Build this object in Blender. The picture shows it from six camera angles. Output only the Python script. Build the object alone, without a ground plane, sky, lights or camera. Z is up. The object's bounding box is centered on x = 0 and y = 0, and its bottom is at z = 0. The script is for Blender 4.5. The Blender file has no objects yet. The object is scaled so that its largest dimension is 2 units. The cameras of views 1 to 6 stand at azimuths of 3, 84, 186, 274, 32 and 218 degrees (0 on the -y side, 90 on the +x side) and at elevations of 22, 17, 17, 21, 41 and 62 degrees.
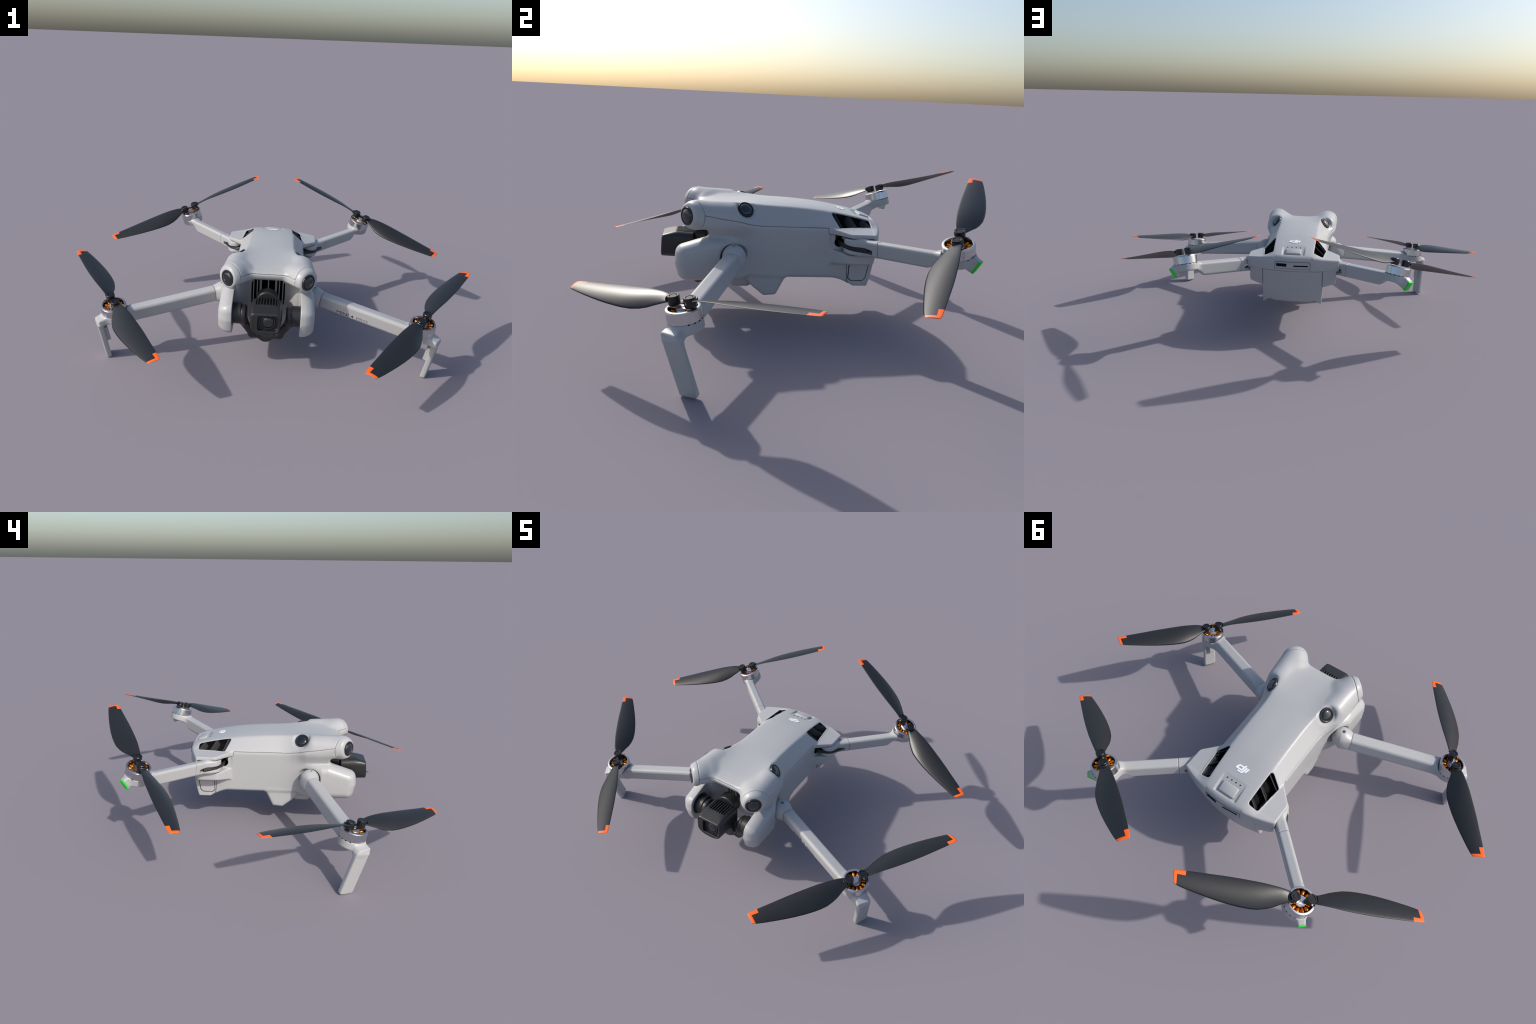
# Small folding camera quadcopter, unfolded and standing on its two front legs.
# White plastic shells are described as signed-distance solids (blocks, tubes, profiles, smooth joins)
# and meshed here; motors, propellers, lenses and the gimbal camera are lathes, lofts and solids.
import bpy, bmesh, math
import numpy as np
from mathutils import Vector, Matrix

F32 = np.float32

# ------------------------------------------------------------------ materials
def material(name, color, rough=0.5, metal=0.0, spec=0.5, coat=0.0, grain=None, bump=None, tint=None):
    """Principled material; grain=(scale, amount) adds fine value noise, bump=(scale, strength)."""
    m = bpy.data.materials.new(name); m.use_nodes = True
    nt = m.node_tree; b = nt.nodes["Principled BSDF"]
    b.inputs["Base Color"].default_value = (*color, 1)
    b.inputs["Roughness"].default_value = rough
    b.inputs["Metallic"].default_value = metal
    b.inputs["Specular IOR Level"].default_value = spec
    b.inputs["Coat Weight"].default_value = coat
    tc = nt.nodes.new("ShaderNodeTexCoord")
    if grain:
        n = nt.nodes.new("ShaderNodeTexNoise"); n.inputs["Scale"].default_value = grain[0]; n.inputs["Detail"].default_value = 3
        r = nt.nodes.new("ShaderNodeValToRGB")
        a = grain[1]; t = tint or color
        r.color_ramp.elements[0].position = 0.3; r.color_ramp.elements[1].position = 0.7
        r.color_ramp.elements[0].color = (*[c * (1 - a) for c in color], 1)
        r.color_ramp.elements[1].color = (*[min(1, c * (1 + a)) for c in t], 1)
        nt.links.new(tc.outputs["Object"], n.inputs["Vector"])
        nt.links.new(n.outputs["Fac"], r.inputs["Fac"]); nt.links.new(r.outputs["Color"], b.inputs["Base Color"])
    if bump:
        n2 = nt.nodes.new("ShaderNodeTexNoise"); n2.inputs["Scale"].default_value = bump[0]; n2.inputs["Detail"].default_value = 2
        bp = nt.nodes.new("ShaderNodeBump"); bp.inputs["Strength"].default_value = bump[1]; bp.inputs["Distance"].default_value = 0.001
        nt.links.new(tc.outputs["Object"], n2.inputs["Vector"])
        nt.links.new(n2.outputs["Fac"], bp.inputs["Height"]); nt.links.new(bp.outputs["Normal"], b.inputs["Normal"])
    return m

WHITE = material("white_plastic", (0.405, 0.407, 0.41), 0.38, spec=0.45, grain=(90, 0.015), bump=(900, 0.03))
WHITE_IN = material("grey_plastic", (0.30, 0.302, 0.305), 0.5, grain=(60, 0.03))
BLADE = material("blade_plastic", (0.016, 0.017, 0.019), 0.38, spec=0.45, grain=(40, 0.05))
HUB = material("hub_plastic", (0.010, 0.0105, 0.012), 0.3, spec=0.5, grain=(60, 0.08))
ORANGE = material("orange_tip", (0.95, 0.13, 0.012), 0.45, spec=0.4, grain=(60, 0.03))
STEEL = material("brushed_metal", (0.60, 0.60, 0.61), 0.27, metal=1.0)
DARKMETAL = material("dark_metal", (0.02, 0.02, 0.022), 0.4, spec=0.4)
COPPER = material("copper_winding", (0.62, 0.13, 0.008), 0.25, metal=0.85, grain=(160, 0.25), tint=(0.95, 0.26, 0.012))
BLACK = material("black_plastic", (0.018, 0.0185, 0.02), 0.4, spec=0.5, grain=(80, 0.06))
CABLE = material("black_cable", (0.012, 0.012, 0.013), 0.45)
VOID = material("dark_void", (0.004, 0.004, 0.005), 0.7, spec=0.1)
LOUVRE = material("louvre_plastic", (0.022, 0.023, 0.026), 0.5, spec=0.4)
GLASS = material("lens_glass", (0.010, 0.013, 0.018), 0.05, spec=0.6, coat=0.6)
LENSRING = material("lens_ring", (0.02, 0.021, 0.024), 0.3, spec=0.5)
IRIS = material("lens_iris", (0.10, 0.11, 0.13), 0.25, spec=0.6, coat=0.4)
GREEN = material("status_green", (0.018, 0.62, 0.035), 0.4, spec=0.3)
INK = material("black_ink", (0.012, 0.012, 0.012), 0.6)
GREYINK = material("grey_ink", (0.12, 0.12, 0.12), 0.6)
LOGO = material("white_ink", (0.93, 0.94, 0.97), 0.5)
SCREWRIM = material("screw_plastic", (0.022, 0.023, 0.026), 0.35, spec=0.5)

# ------------------------------------------------------------------ objects
def link(obj, parent=None):
    bpy.context.scene.collection.objects.link(obj)
    if parent is not None:
        obj.parent = parent
    return obj

ROOT = link(bpy.data.objects.new("quadcopter_drone", None))
ROOT["label"] = "small folding white camera drone with orange-tipped black propellers"
ROOT["category"] = "drone"

def make_mesh(name, V, Q, mat, parent=None, smooth=True, tri=None, angle=None):
    """Mesh object from vertex and quad (or face-list) arrays."""
    me = bpy.data.meshes.new(name)
    if isinstance(Q, np.ndarray):
        V = np.asarray(V, F32)
        k = Q.shape[1]
        me.vertices.add(len(V)); me.vertices.foreach_set("co", V.ravel())
        me.loops.add(Q.size); me.loops.foreach_set("vertex_index", Q.astype(np.int32).ravel())
        me.polygons.add(len(Q)); me.polygons.foreach_set("loop_start", np.arange(0, Q.size, k, dtype=np.int32))
        me.update(calc_edges=True)
    else:
        me.from_pydata([tuple(map(float, v)) for v in V], [], [tuple(map(int, f)) for f in Q]); me.update()
    me.validate()
    me.polygons.foreach_set("use_smooth", np.full(len(me.polygons), smooth))
    me.materials.append(mat)
    if smooth and angle:
        me.set_sharp_from_angle(angle=math.radians(angle))
    o = bpy.data.objects.new(name, me)
    return link(o, parent if parent is not None else ROOT)

def fix_normals(o):
    bm = bmesh.new(); bm.from_mesh(o.data)
    bmesh.ops.recalc_face_normals(bm, faces=bm.faces); bm.to_mesh(o.data); bm.free()
    return o

def mirrored(V, Q):
    V2 = V.copy(); V2[:, 0] *= -1
    return V2, Q[:, ::-1].copy()

def pair(name, V, Q, mat, parent=None, **kw):
    """The part on the +x side and its mirror image."""
    a = make_mesh(name, V, Q, mat, parent, **kw)
    V2, Q2 = mirrored(np.asarray(V, F32), Q)
    b = make_mesh(name, V2, Q2, mat, parent, **kw)
    return a, b

# ------------------------------------------------------------------ signed-distance toolkit
def smin(a, b, k):
    h = np.clip(0.5 + 0.5 * (b - a) / k, 0, 1)
    return b + (a - b) * h - k * h * (1 - h)
def smax(a, b, k):
    return -smin(-a, -b, k)
def sub(a, b, k):
    return smax(a, -b, k)

def curve(t, pts):
    """Smooth monotone curve through control points (t, value)."""
    p = np.array(pts, float); x, y = p[:, 0], p[:, 1]
    h = np.diff(x); d = np.diff(y) / h
    m = np.zeros(len(x)); m[0], m[-1] = d[0], d[-1]
    for i in range(1, len(x) - 1):
        if d[i - 1] * d[i] > 0:
            w1, w2 = 2 * h[i] + h[i - 1], h[i] + 2 * h[i - 1]
            m[i] = (w1 + w2) / (w1 / d[i - 1] + w2 / d[i])
    t = np.clip(np.asarray(t, float), x[0], x[-1])
    i = np.clip(np.searchsorted(x, t) - 1, 0, len(x) - 2)
    s = (t - x[i]) / h[i]
    return ((1 + 2 * s) * (1 - s) ** 2 * y[i] + s * (1 - s) ** 2 * h[i] * m[i]
            + s * s * (3 - 2 * s) * y[i + 1] + s * s * (s - 1) * h[i] * m[i + 1]).astype(F32)

def unit(v):
    v = np.array(v, float); return v / np.linalg.norm(v)

def frame(z, xhint):
    z = unit(z); x = np.array(xhint, float); x = unit(x - z * (x @ z)); return x, np.cross(z, x), z

def loc(P, c, axes):
    d = [P[i] - F32(c[i]) for i in range(3)]
    return [d[0] * F32(a[0]) + d[1] * F32(a[1]) + d[2] * F32(a[2]) for a in axes]

def rbox(p, half, r):
    q = [np.abs(p[i]) - F32(half[i] - r) for i in range(3)]
    o = np.sqrt(np.maximum(q[0], 0) ** 2 + np.maximum(q[1], 0) ** 2 + np.maximum(q[2], 0) ** 2)
    return o + np.minimum(np.maximum(np.maximum(q[0], q[1]), q[2]), 0) - F32(r)

def rcyl(p, rad, hh, r):
    """Rounded cylinder along local z."""
    q0 = np.sqrt(p[0] ** 2 + p[1] ** 2) - F32(rad - r); q1 = np.abs(p[2]) - F32(hh - r)
    return np.sqrt(np.maximum(q0, 0) ** 2 + np.maximum(q1, 0) ** 2) + np.minimum(np.maximum(q0, q1), 0) - F32(r)

def capsule(P, a, b, ra, rb):
    a = np.array(a, float); b = np.array(b, float); ab = b - a; L2 = ab @ ab
    d = [P[i] - F32(a[i]) for i in range(3)]
    t = np.clip((d[0] * F32(ab[0]) + d[1] * F32(ab[1]) + d[2] * F32(ab[2])) / F32(L2), 0, 1)
    q = [d[i] - t * F32(ab[i]) for i in range(3)]
    return np.sqrt(q[0] ** 2 + q[1] ** 2 + q[2] ** 2) - (F32(ra) + t * F32(rb - ra))

def convex(u, v, pts, k):
    """Convex outline (counter-clockwise) with rounded corners."""
    f = None
    for i in range(len(pts)):
        (a, b), (c, d) = pts[i], pts[(i + 1) % len(pts)]
        L = math.hypot(c - a, d - b); n = ((d - b) / L, -(c - a) / L)
        e = (u - F32(a)) * F32(n[0]) + (v - F32(b)) * F32(n[1])
        f = e if f is None else smax(f, e, k)
    return f

def rounded_polygon(u, v, pts, r):
    """Exact distance to a counter-clockwise convex outline whose corners have radius r."""
    n = len(pts); P = np.array(pts, float); I = []
    for i in range(n):
        a, b, c = P[i - 1], P[i], P[(i + 1) % n]
        d1, d2 = unit(b - a), unit(c - b)
        n1, n2 = np.array((-d1[1], d1[0])), np.array((-d2[1], d2[0]))
        m = n1 + n2; I.append(b + m * r / (m @ n1))
    ins, d2m = None, None
    for i in range(n):
        a, b = I[i], I[(i + 1) % n]; e = b - a
        wu, wv = u - F32(a[0]), v - F32(a[1])
        t = np.clip((wu * F32(e[0]) + wv * F32(e[1])) / F32(e @ e), 0, 1)
        dd = (wu - t * F32(e[0])) ** 2 + (wv - t * F32(e[1])) ** 2
        side = wu * F32(e[1]) - wv * F32(e[0])
        d2m = dd if d2m is None else np.minimum(d2m, dd)
        ins = side if ins is None else np.maximum(ins, side)
    return np.where(ins < 0, -1, 1).astype(F32) * np.sqrt(d2m) - F32(r)

def sdf_mesh(f, lo, hi, h):
    """Surface nets over the zero set of f, vertices pulled onto the surface."""
    n = [int(math.ceil((hi[i] - lo[i]) / h)) + 1 for i in range(3)]
    ax = [(lo[i] + h * np.arange(n[i])).astype(F32) for i in range(3)]
    G = f((ax[0][:, None, None], ax[1][None, :, None], ax[2][None, None, :]))
    G = np.ascontiguousarray(np.broadcast_to(G, n)).astype(F32)
    S = G < 0
    c = np.zeros([m - 1 for m in n], np.int8)
    for i in (0, 1):
        for j in (0, 1):
            for k in (0, 1):
                c += S[i:n[0] - 1 + i, j:n[1] - 1 + j, k:n[2] - 1 + k]
    cell = (c > 0) & (c < 8)
    idx = np.full(cell.shape, -1, np.int64); ijk = np.argwhere(cell); idx[cell] = np.arange(len(ijk))
    acc = np.zeros((len(ijk), 3)); cnt = np.zeros(len(ijk))
    i0, j0, k0 = ijk.T
    corner = lambda o: G[i0 + o[0], j0 + o[1], k0 + o[2]].astype(float)
    for a in range(3):
        b1, b2 = [t for t in range(3) if t != a]
        for p in (0, 1):
            for q in (0, 1):
                o = [0, 0, 0]; o[b1] = p; o[b2] = q; e = list(o); e[a] = 1
                g0, g1 = corner(o), corner(e)
                m = (g0 < 0) != (g1 < 0)
                t = np.where(m, g0 / np.where(m, g0 - g1, 1), 0)
                pt = np.tile(np.array(o, float), (len(ijk), 1)); pt[:, a] += t
                acc[m] += pt[m]; cnt[m] += 1
    V = (ijk + acc / cnt[:, None]) * h + np.array(lo)
    for _ in range(2):                       # Newton steps onto the surface
        e = h * 0.4
        ev = lambda W: f((W[:, 0].astype(F32), W[:, 1].astype(F32), W[:, 2].astype(F32))).astype(float)
        d0 = ev(V); g = np.stack([(ev(V + np.eye(3)[t] * e) - ev(V - np.eye(3)[t] * e)) / (2 * e) for t in range(3)], 1)
        g2 = np.maximum((g ** 2).sum(1), 0.2)
        step = -(d0 / g2)[:, None] * g
        l = np.linalg.norm(step, axis=1, keepdims=True); step *= np.minimum(1, 0.5 * h / np.maximum(l, 1e-9))
        V = V + step
    quads = []
    for a in range(3):
        b1, b2 = (a + 1) % 3, (a + 2) % 3
        sl0 = [slice(None)] * 3; sl1 = [slice(None)] * 3
        sl0[a] = slice(0, n[a] - 1); sl1[a] = slice(1, n[a])
        for t in (b1, b2):
            sl0[t] = slice(1, n[t] - 1); sl1[t] = slice(1, n[t] - 1)
        s0, s1 = S[tuple(sl0)], S[tuple(sl1)]
        for flip, m in ((False, s0 & ~s1), (True, ~s0 & s1)):
            w = np.argwhere(m)
            for t in (b1, b2):
                w[:, t] += 1
            if not len(w):
                continue
            e1 = np.zeros(3, int); e1[b1] = 1; e2 = np.zeros(3, int); e2[b2] = 1
            get = lambda x: idx[x[:, 0], x[:, 1], x[:, 2]]
            q = np.stack([get(w - e1 - e2), get(w - e2), get(w), get(w - e1)], 1)
            quads.append(q[:, ::-1] if flip else q)
    return V, np.concatenate(quads)

# ------------------------------------------------------------------ the airframe
NOSE_EYE = np.array((0.1775, -0.4035, 0.451)); NOSE_N = unit((0.66, -0.75, 0.06))
SIDE_EYE = np.array((0.1483, -0.1725, 0.4775)); SIDE_N = unit((0.70, 0.28, 0.66))

def top_height(y):
    return curve(y, [(-.45, .440), (-.40, .456), (-.37, .466), (-.34, .475), (-.30, .483), (-.20, .491), (-.13, .494), (0, .4915),
                     (.14, .481), (.24, .4640), (.30, .4515), (.342, .4405), (.38, .427), (.42, .40)])

def flank_width(y):
    return curve(y, [(-.45, .172), (-.33, .180), (-.25, .184), (-.20, .183), (-.15, .175), (-.11, .170), (-.06, .168), (.17, .168), (.34, .160), (.40, .155)])

def ridge_x(y):
    """Where the roof breaks into the side facet; swings out over the brow."""
    return curve(y, [(-.45, .152), (-.30, .152), (-.22, .140), (-.17, .129), (-.14, .121), (-.10, .1145), (-.05, .1120), (.18, .1115), (.34, .1060), (.42, .104)])

def ridge_z(y):
    return curve(y, [(-.45, .470), (-.36, .500), (-.30, .509), (-.22, .506), (-.17, .5005), (-.14, .4955), (-.10, .4900), (-.05, .4870), (0, .4850), (.14, .4735), (.19, .4665), (.24, .4585), (.30, .4465), (.342, .4360), (.38, .4235), (.42, .40)])

def brow_width(y):
    return curve(y, [(-.45, .200), (-.33, .2085), (-.26, .2090), (-.20, .2040), (-.148, .1825), (-.11, .1725), (-.06, .168), (.17, .168), (.34, .160), (.40, .155)])

def seam_height(y):
    return curve(y, [(-.45, .466), (-.335, .4595), (-.27, .448), (-.20, .436), (-.148, .420), (-.09, .4125), (0, .412), (.167, .411), (.40, .409)])

def rear_plane(ax, y, z):
    """Rear face: bowed in plan, bulging at mid height."""
    return y - (curve(z, [(.15, .366), (.19, .378), (.25, .388), (.30, .394), (.36, .4005), (.40, .397), (.43, .390), (.48, .372)]) + F32(.001) - F32(.93) * ax * ax)

def eye_tube(P, x):
    Q = (np.abs(x), P[1], P[2])
    t = capsule(Q, (.158, -.362, .4525), (.150, -.235, .4515), .0535, .0520)
    n = capsule(Q, NOSE_EYE - NOSE_N * .034, NOSE_EYE - NOSE_N * .09, .0515, .050)
    return smin(t, n, .03)

def body(P):
    """Whole closed hull: top shell and lower shell together."""
    x, y, z = P; ax = np.abs(x)
    cz, xr, zr, xs, zs = top_height(y), ridge_x(y), ridge_z(y), brow_width(y), seam_height(y)
    top = z - (cz + (zr - cz) * (ax / xr) ** 3)
    dx, dz = xs - xr, zs - zr
    facet = ((ax - xr) * (-dz) + (z - zr) * dx) / np.sqrt(dx * dx + dz * dz)
    fl = flank_width(y); t = np.clip((z - F32(.355)) / F32(.075), 0, 1)
    low = ax - (fl - F32(.078) * np.maximum(F32(.411) - z, 0) + (xs - fl) * t * t * (3 - 2 * t))
    kr = curve(y, [(-.45, .030), (-.26, .030), (-.15, .012), (-.08, .006), (.42, .006)])
    f = smax(smax(top, facet, kr), low, .012)
    # underside: flat belly with a chamfer, ramping down to the battery foot
    zb = curve(y, [(-.40, .20), (-.25, .187), (.19, .187), (.235, .183), (.285, .164), (.40, .164)])
    f = smax(f, zb - z, .010)
    zc = curve(y, [(-.40, .20), (.20, .20), (.285, .172), (.40, .172)])
    f = smax(f, ((ax - F32(.150)) * F32(.5) - (z - zc) * F32(.86)), .008)
    # rear face, leaning in below
    f = smax(f, rear_plane(ax, y, z), .012)
    # blunt nose
    f = smax(f, -(y + F32(.370)), .014)
    f = smax(f, -(y + F32(.372)) * F32(.72) + (F32(.447) - np.maximum(z, F32(.412))) * F32(.69), .012)
    # gimbal bay under the nose lip
    ceil = z - (F32(.395) + np.maximum(F32(-.25) - y, 0) * F32(.30))
    bay = smax(smax(ax - (F32(.142) - F32(.75) * np.maximum(y + F32(.335), 0)), y + F32(.252), .02), ceil, .025)
    f = sub(f, bay, .014)
    f = sub(f, smax(y + F32(.318), z - F32(.402), .02), .016)
    # the four-eyed brow
    f = smin(f, eye_tube(P, x), .016)
    f = sub(f, smax(bay, z - F32(.43), .02), .010)
    q = loc((ax, y, z), SIDE_EYE, frame(SIDE_N, (0, 1, 0)))
    f = smin(f, rcyl([q[0], q[1], q[2] + F32(.030)], .0345, .030, .003), .006)
    f = sub(f, rcyl([q[0], q[1], q[2] - F32(.030)], .0385, .030, .003), .016)
    # rear shoulders: flat plates over the rear hinges, with a skirt behind
    plate = convex(ax, y, [(.10, .150), (.151, .165), (.237, .249), (.239, .3400), (.232, .60), (.10, .60)], .008)
    ptop = z - (F32(.4135) - F32(.115) * (ax - F32(.15)) - F32(.02) * np.maximum(y - F32(.30), 0))
    pbot = F32(.3865) - z
    sh = smax(smax(plate, smax(ptop, pbot, .004), .005), rear_plane(ax, y, z), .010)
    skirt = smax(smax(plate, smax(ptop, F32(.345) - z, .004), .005), smax(rear_plane(ax, y, z), F32(.338) + (F32(.239) - ax) * F32(.1) - y, .006), .008)
    f = smin(f, smin(sh, skirt, .006), .006)
    return f

def lower_extras(P, f):
    """Hinge shelf, gimbal cheeks, feet and sensor bulge added to the hull below the seam."""
    x, y, z = P; ax = np.abs(x)
    # shelf under the rear hinge
    shelf = convex(ax, y, [(.10, .150), (.142, .165), (.222, .243), (.226, .334), (.222, .60), (.10, .60)], .010)
    shelf = smax(shelf, smax(z - (F32(.3235) - F32(.14) * (ax - F32(.16))), (F32(.258) + F32(.25) * (ax - F32(.15)) - z), .010), .008)
    rp = rear_plane(ax, y, z)
    f = smin(f, smax(shelf, rp, .010), .010)
    post = smax(smax(ax - F32(.2225), F32(.332) + (F32(.22) - ax) * F32(.1) - y, .004), smax(z - F32(.3495), (F32(.289) + F32(.16) * (ax - F32(.155))) - z, .004), .004)
    f = smin(f, smax(post, rp, .006), .005)
    # gimbal cheeks
    prof = rounded_polygon(y, z, [(-.36, .1845), (-.15, .188), (-.15, .366), (-.312, .3705), (-.4475, .3260), (-.4530, .262), (-.4340, .1850)], .041)
    outer = ax - (F32(.2165) - F32(.50) * np.maximum(y + F32(.275), 0))
    cham = (ax - F32(.181)) * F32(.62) + prof
    cheek = smax(smax(prof, smax(outer, cham, .022), .010), F32(.152) - ax, .004)
    f = smin(f, cheek, .012)
    # hollow inside of the cheek behind the pitch motor
    well = rcyl([y + F32(.383), z - F32(.272), ax - F32(.150)], .0545, .020, .003)
    f = sub(f, well, .003)
    # two skid feet and the sensor bulge between them
    foot = smax(rounded_polygon(y, z, [(-.086, .1085), (-.034, .1130), (-.008, .168), (.014, .215), (-.19, .215), (-.137, .150)], .016), np.abs(ax - F32(.118)) - F32(.030), .018)
    f = smin(f, foot, .014)
    bulge = rbox([ax, y + F32(.182), z - F32(.175)], (.125, .055, .040), .034)
    f = smin(f, bulge, .010)
    return f

HINGE_F = np.array((.213, -.218, .296))

def hinge_cuts(P, f):
    x, y, z = P; ax = np.abs(x)
    # front hinge socket, open to the rear for folding
    s = capsule((ax, y, z), (.212, -.219, .296), (.200, -.196, .297), .0520, .0470)
    f = sub(f, s, .002)
    # cable hole by the rear hinge
    hole = capsule((ax, y, z), (.13, .214, .3535), (.20, .214, .3535), .0185, .0185)
    f = sub(f, hole, .002)
    return f

def vent_shape(ax, y):
    return rounded_polygon(ax, y, [(.1040, .346), (.1085, .178), (.163, .212), (.150, .346)], .009)

def top_shell(P):
    x, y, z = P; ax = np.abs(x)
    f = body(P)
    seam = seam_height(y)
    step = np.clip((y - F32(.1665)) / F32(.0015), 0, 1) * F32(.0235)
    line = seam - step - F32(.0360) * np.clip((y - F32(.325)) / F32(.004), 0, 1)
    # at the back the shell ends with the skirt
    f = smax(f, line + F32(.0006) - z, .0015)
    f = sub(f, smax(vent_shape(ax, y), -(body(P) + F32(.034)), .002), .0025)
    f = sub(f, smax(smax(vent_shape(ax, y) - F32(.011), body(P) + F32(.0050), .001), -(body(P) + F32(.050)), .001), .001)
    f = smax(f, eye_cap_plane(P) + F32(.0007), .001)
    # recess round the power button, open to the rear slope
    sl = top_height(y) - z
    dep = np.clip((y - F32(.290)) / F32(.05), 0, 1) * F32(.0075)
    f = sub(f, smax(smax(ax - F32(.0555), F32(.292) - y, .012), smax(y - F32(.372), sl - dep, .004), .006), .006)
    # lens seats
    for c, n, r in ((SIDE_EYE, SIDE_N, .0335),):
        q = loc((ax, y, z), c, frame(n, (0, 1, 0)))
        f = sub(f, rcyl(q, r, .012, .001), .0015)
    return f

def eye_cap_plane(P):
    """> 0 in front of the lens-cap joint."""
    x, y, z = P; ax = np.abs(x)
    c = NOSE_EYE - NOSE_N * .030
    d = (ax - F32(c[0])) * F32(NOSE_N[0]) + (y - F32(c[1])) * F32(NOSE_N[1]) + (z - F32(c[2])) * F32(NOSE_N[2])
    return -smax(smax(-d, F32(.105) - ax, .002), F32(.393) - z, .002)

def eye_cap(P):
    x, y, z = P
    f = smax(smax(body(P), F32(.0007) - eye_cap_plane(P), .001), -x, .001)
    q = loc(P, NOSE_EYE, frame(NOSE_N, (0, 0, 1)))
    f = smax(f, q[2] - F32(.001), .010)
    return sub(f, rcyl(q, .0365, .012, .001), .0015)

def lower_shell(P):
    x, y, z = P; ax = np.abs(x)
    f = lower_extras(P, body(P))
    f = hinge_cuts(P, f)
    seam = seam_height(y)
    step = np.clip((y - F32(.1665)) / F32(.0015), 0, 1) * F32(.0235)
    f = smax(f, z - (seam - step - F32(.0006)), .0015)
    # rear hinge gap between shoulder plate and shelf
    gap = smax(smax(F32(.162) - ax, np.maximum(F32(.175) - y, y - F32(.331) - (F32(.22) - ax) * F32(.1)), .006), smax(z - F32(.40), (F32(.3235) - F32(.14) * (ax - F32(.16))) - z, .003), .003)
    f = sub(f, gap, .003)
    f = smax(f, np.where(y > F32(.325), z - F32(.3505), F32(-1)), .001)
    # room for the battery
    f = sub(f, battery_solid(P, -.03) - F32(.0016), .001)
    f = sub(f, smax(smax(ax - F32(.1515), z - F32(.21), .001), F32(.300) - y, .001), .001)
    f = smax(f, eye_cap_plane(P) + F32(.0007), .001)
    f = sub(f, smax(smax(vent_shape(ax, y) - F32(.011), body(P) + F32(.0050), .001), -(body(P) + F32(.050)), .001), .001)
    # air intake behind the gimbal
    f = sub(f, smax(convex(ax, z, [(-.2, .262), (.079, .262), (.079, .368), (.062, .386), (-.2, .392)], .004), np.abs(y + F32(.24)) - F32(.035), .002), .002)
    return f

def battery_solid(P, back=.001):
    x, y, z = P; ax = np.abs(x)
    f = smax(ax - F32(.1525), smax(F32(.262) + (F32(.20) - z) * F32(.12) - y, rear_plane(ax, y, z) + F32(back), .006), .003)
    arch = F32(.178) - F32(.10) * np.maximum(ax - F32(.08), 0) + F32(.010) * np.exp(-((ax - F32(.115)) / F32(.016)) ** 2) - F32(.010) * np.clip((ax - F32(.135)) / F32(.012), 0, 1)
    cham = (F32(.285) - y) * F32(.57) + (F32(.164) - z) * F32(.82)
    return smax(f, smax(arch - z, smax(z - F32(.3495), cham, .004), .004), .005)

def battery(P):
    return battery_solid(P)

LOB, HIB = (-.252, -.462, .095), (.252, .414, .520)
H = 0.003
V, Q = sdf_mesh(top_shell, (-.252, -.462, .330), HIB, H)
make_mesh("top_shell", V, Q, WHITE)
V, Q = sdf_mesh(lower_shell, LOB, (.252, .414, .476), H)
make_mesh("lower_shell", V, Q, WHITE)
V, Q = sdf_mesh(battery, (-.162, .245, .145), (.162, .412, .358), H)
make_mesh("battery", V, Q, WHITE)
V, Q = sdf_mesh(eye_cap, (.08, -.47, .38), (.24, -.29, .53), .0022)
caps = pair("eye_cap", V, Q, WHITE)

# ------------------------------------------------------------------ arms
FA_D = unit((.923, -.357, -.144)); FA_P = np.array((.2, -.2025, .2967))
RA_D = unit((.753, .653, .074)); RA_P = np.array((.2, .2798, .3487))
FM_N = unit((0.0, -.166, .986)); FM_C = np.array((.6990, -.3918, .2838))    # front motor: axis, centre of rim plane
RM_N = unit((.190, -.252, .949)); RM_C = np.array((.5100, .5525, .4525))    # rear motor
BELL_H = .040; BELL_R = .0570

def along(p, d, x):
    return p + d * (x - p[0]) / d[0]

def leaning_section(q, upper_rear, upper_front, r, grow=0.0):
    """Arm profile: four-sided bar leaning forward, given its two upper corners, soft edges."""
    a, b = upper_rear, upper_front
    return rounded_polygon(q[1], q[2], [a, b, (-a[0], -a[1]), (-b[0], -b[1])], r) - F32(grow)

def arm_section(q, grow=0.0):
    return leaning_section(q, (.0225, .0348), (-.0360, .0372), .0150, grow)

def rear_section(q, grow=0.0):
    return leaning_section(q, (.0190, .0310), (-.0275, .0340), .0120, grow)

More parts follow.
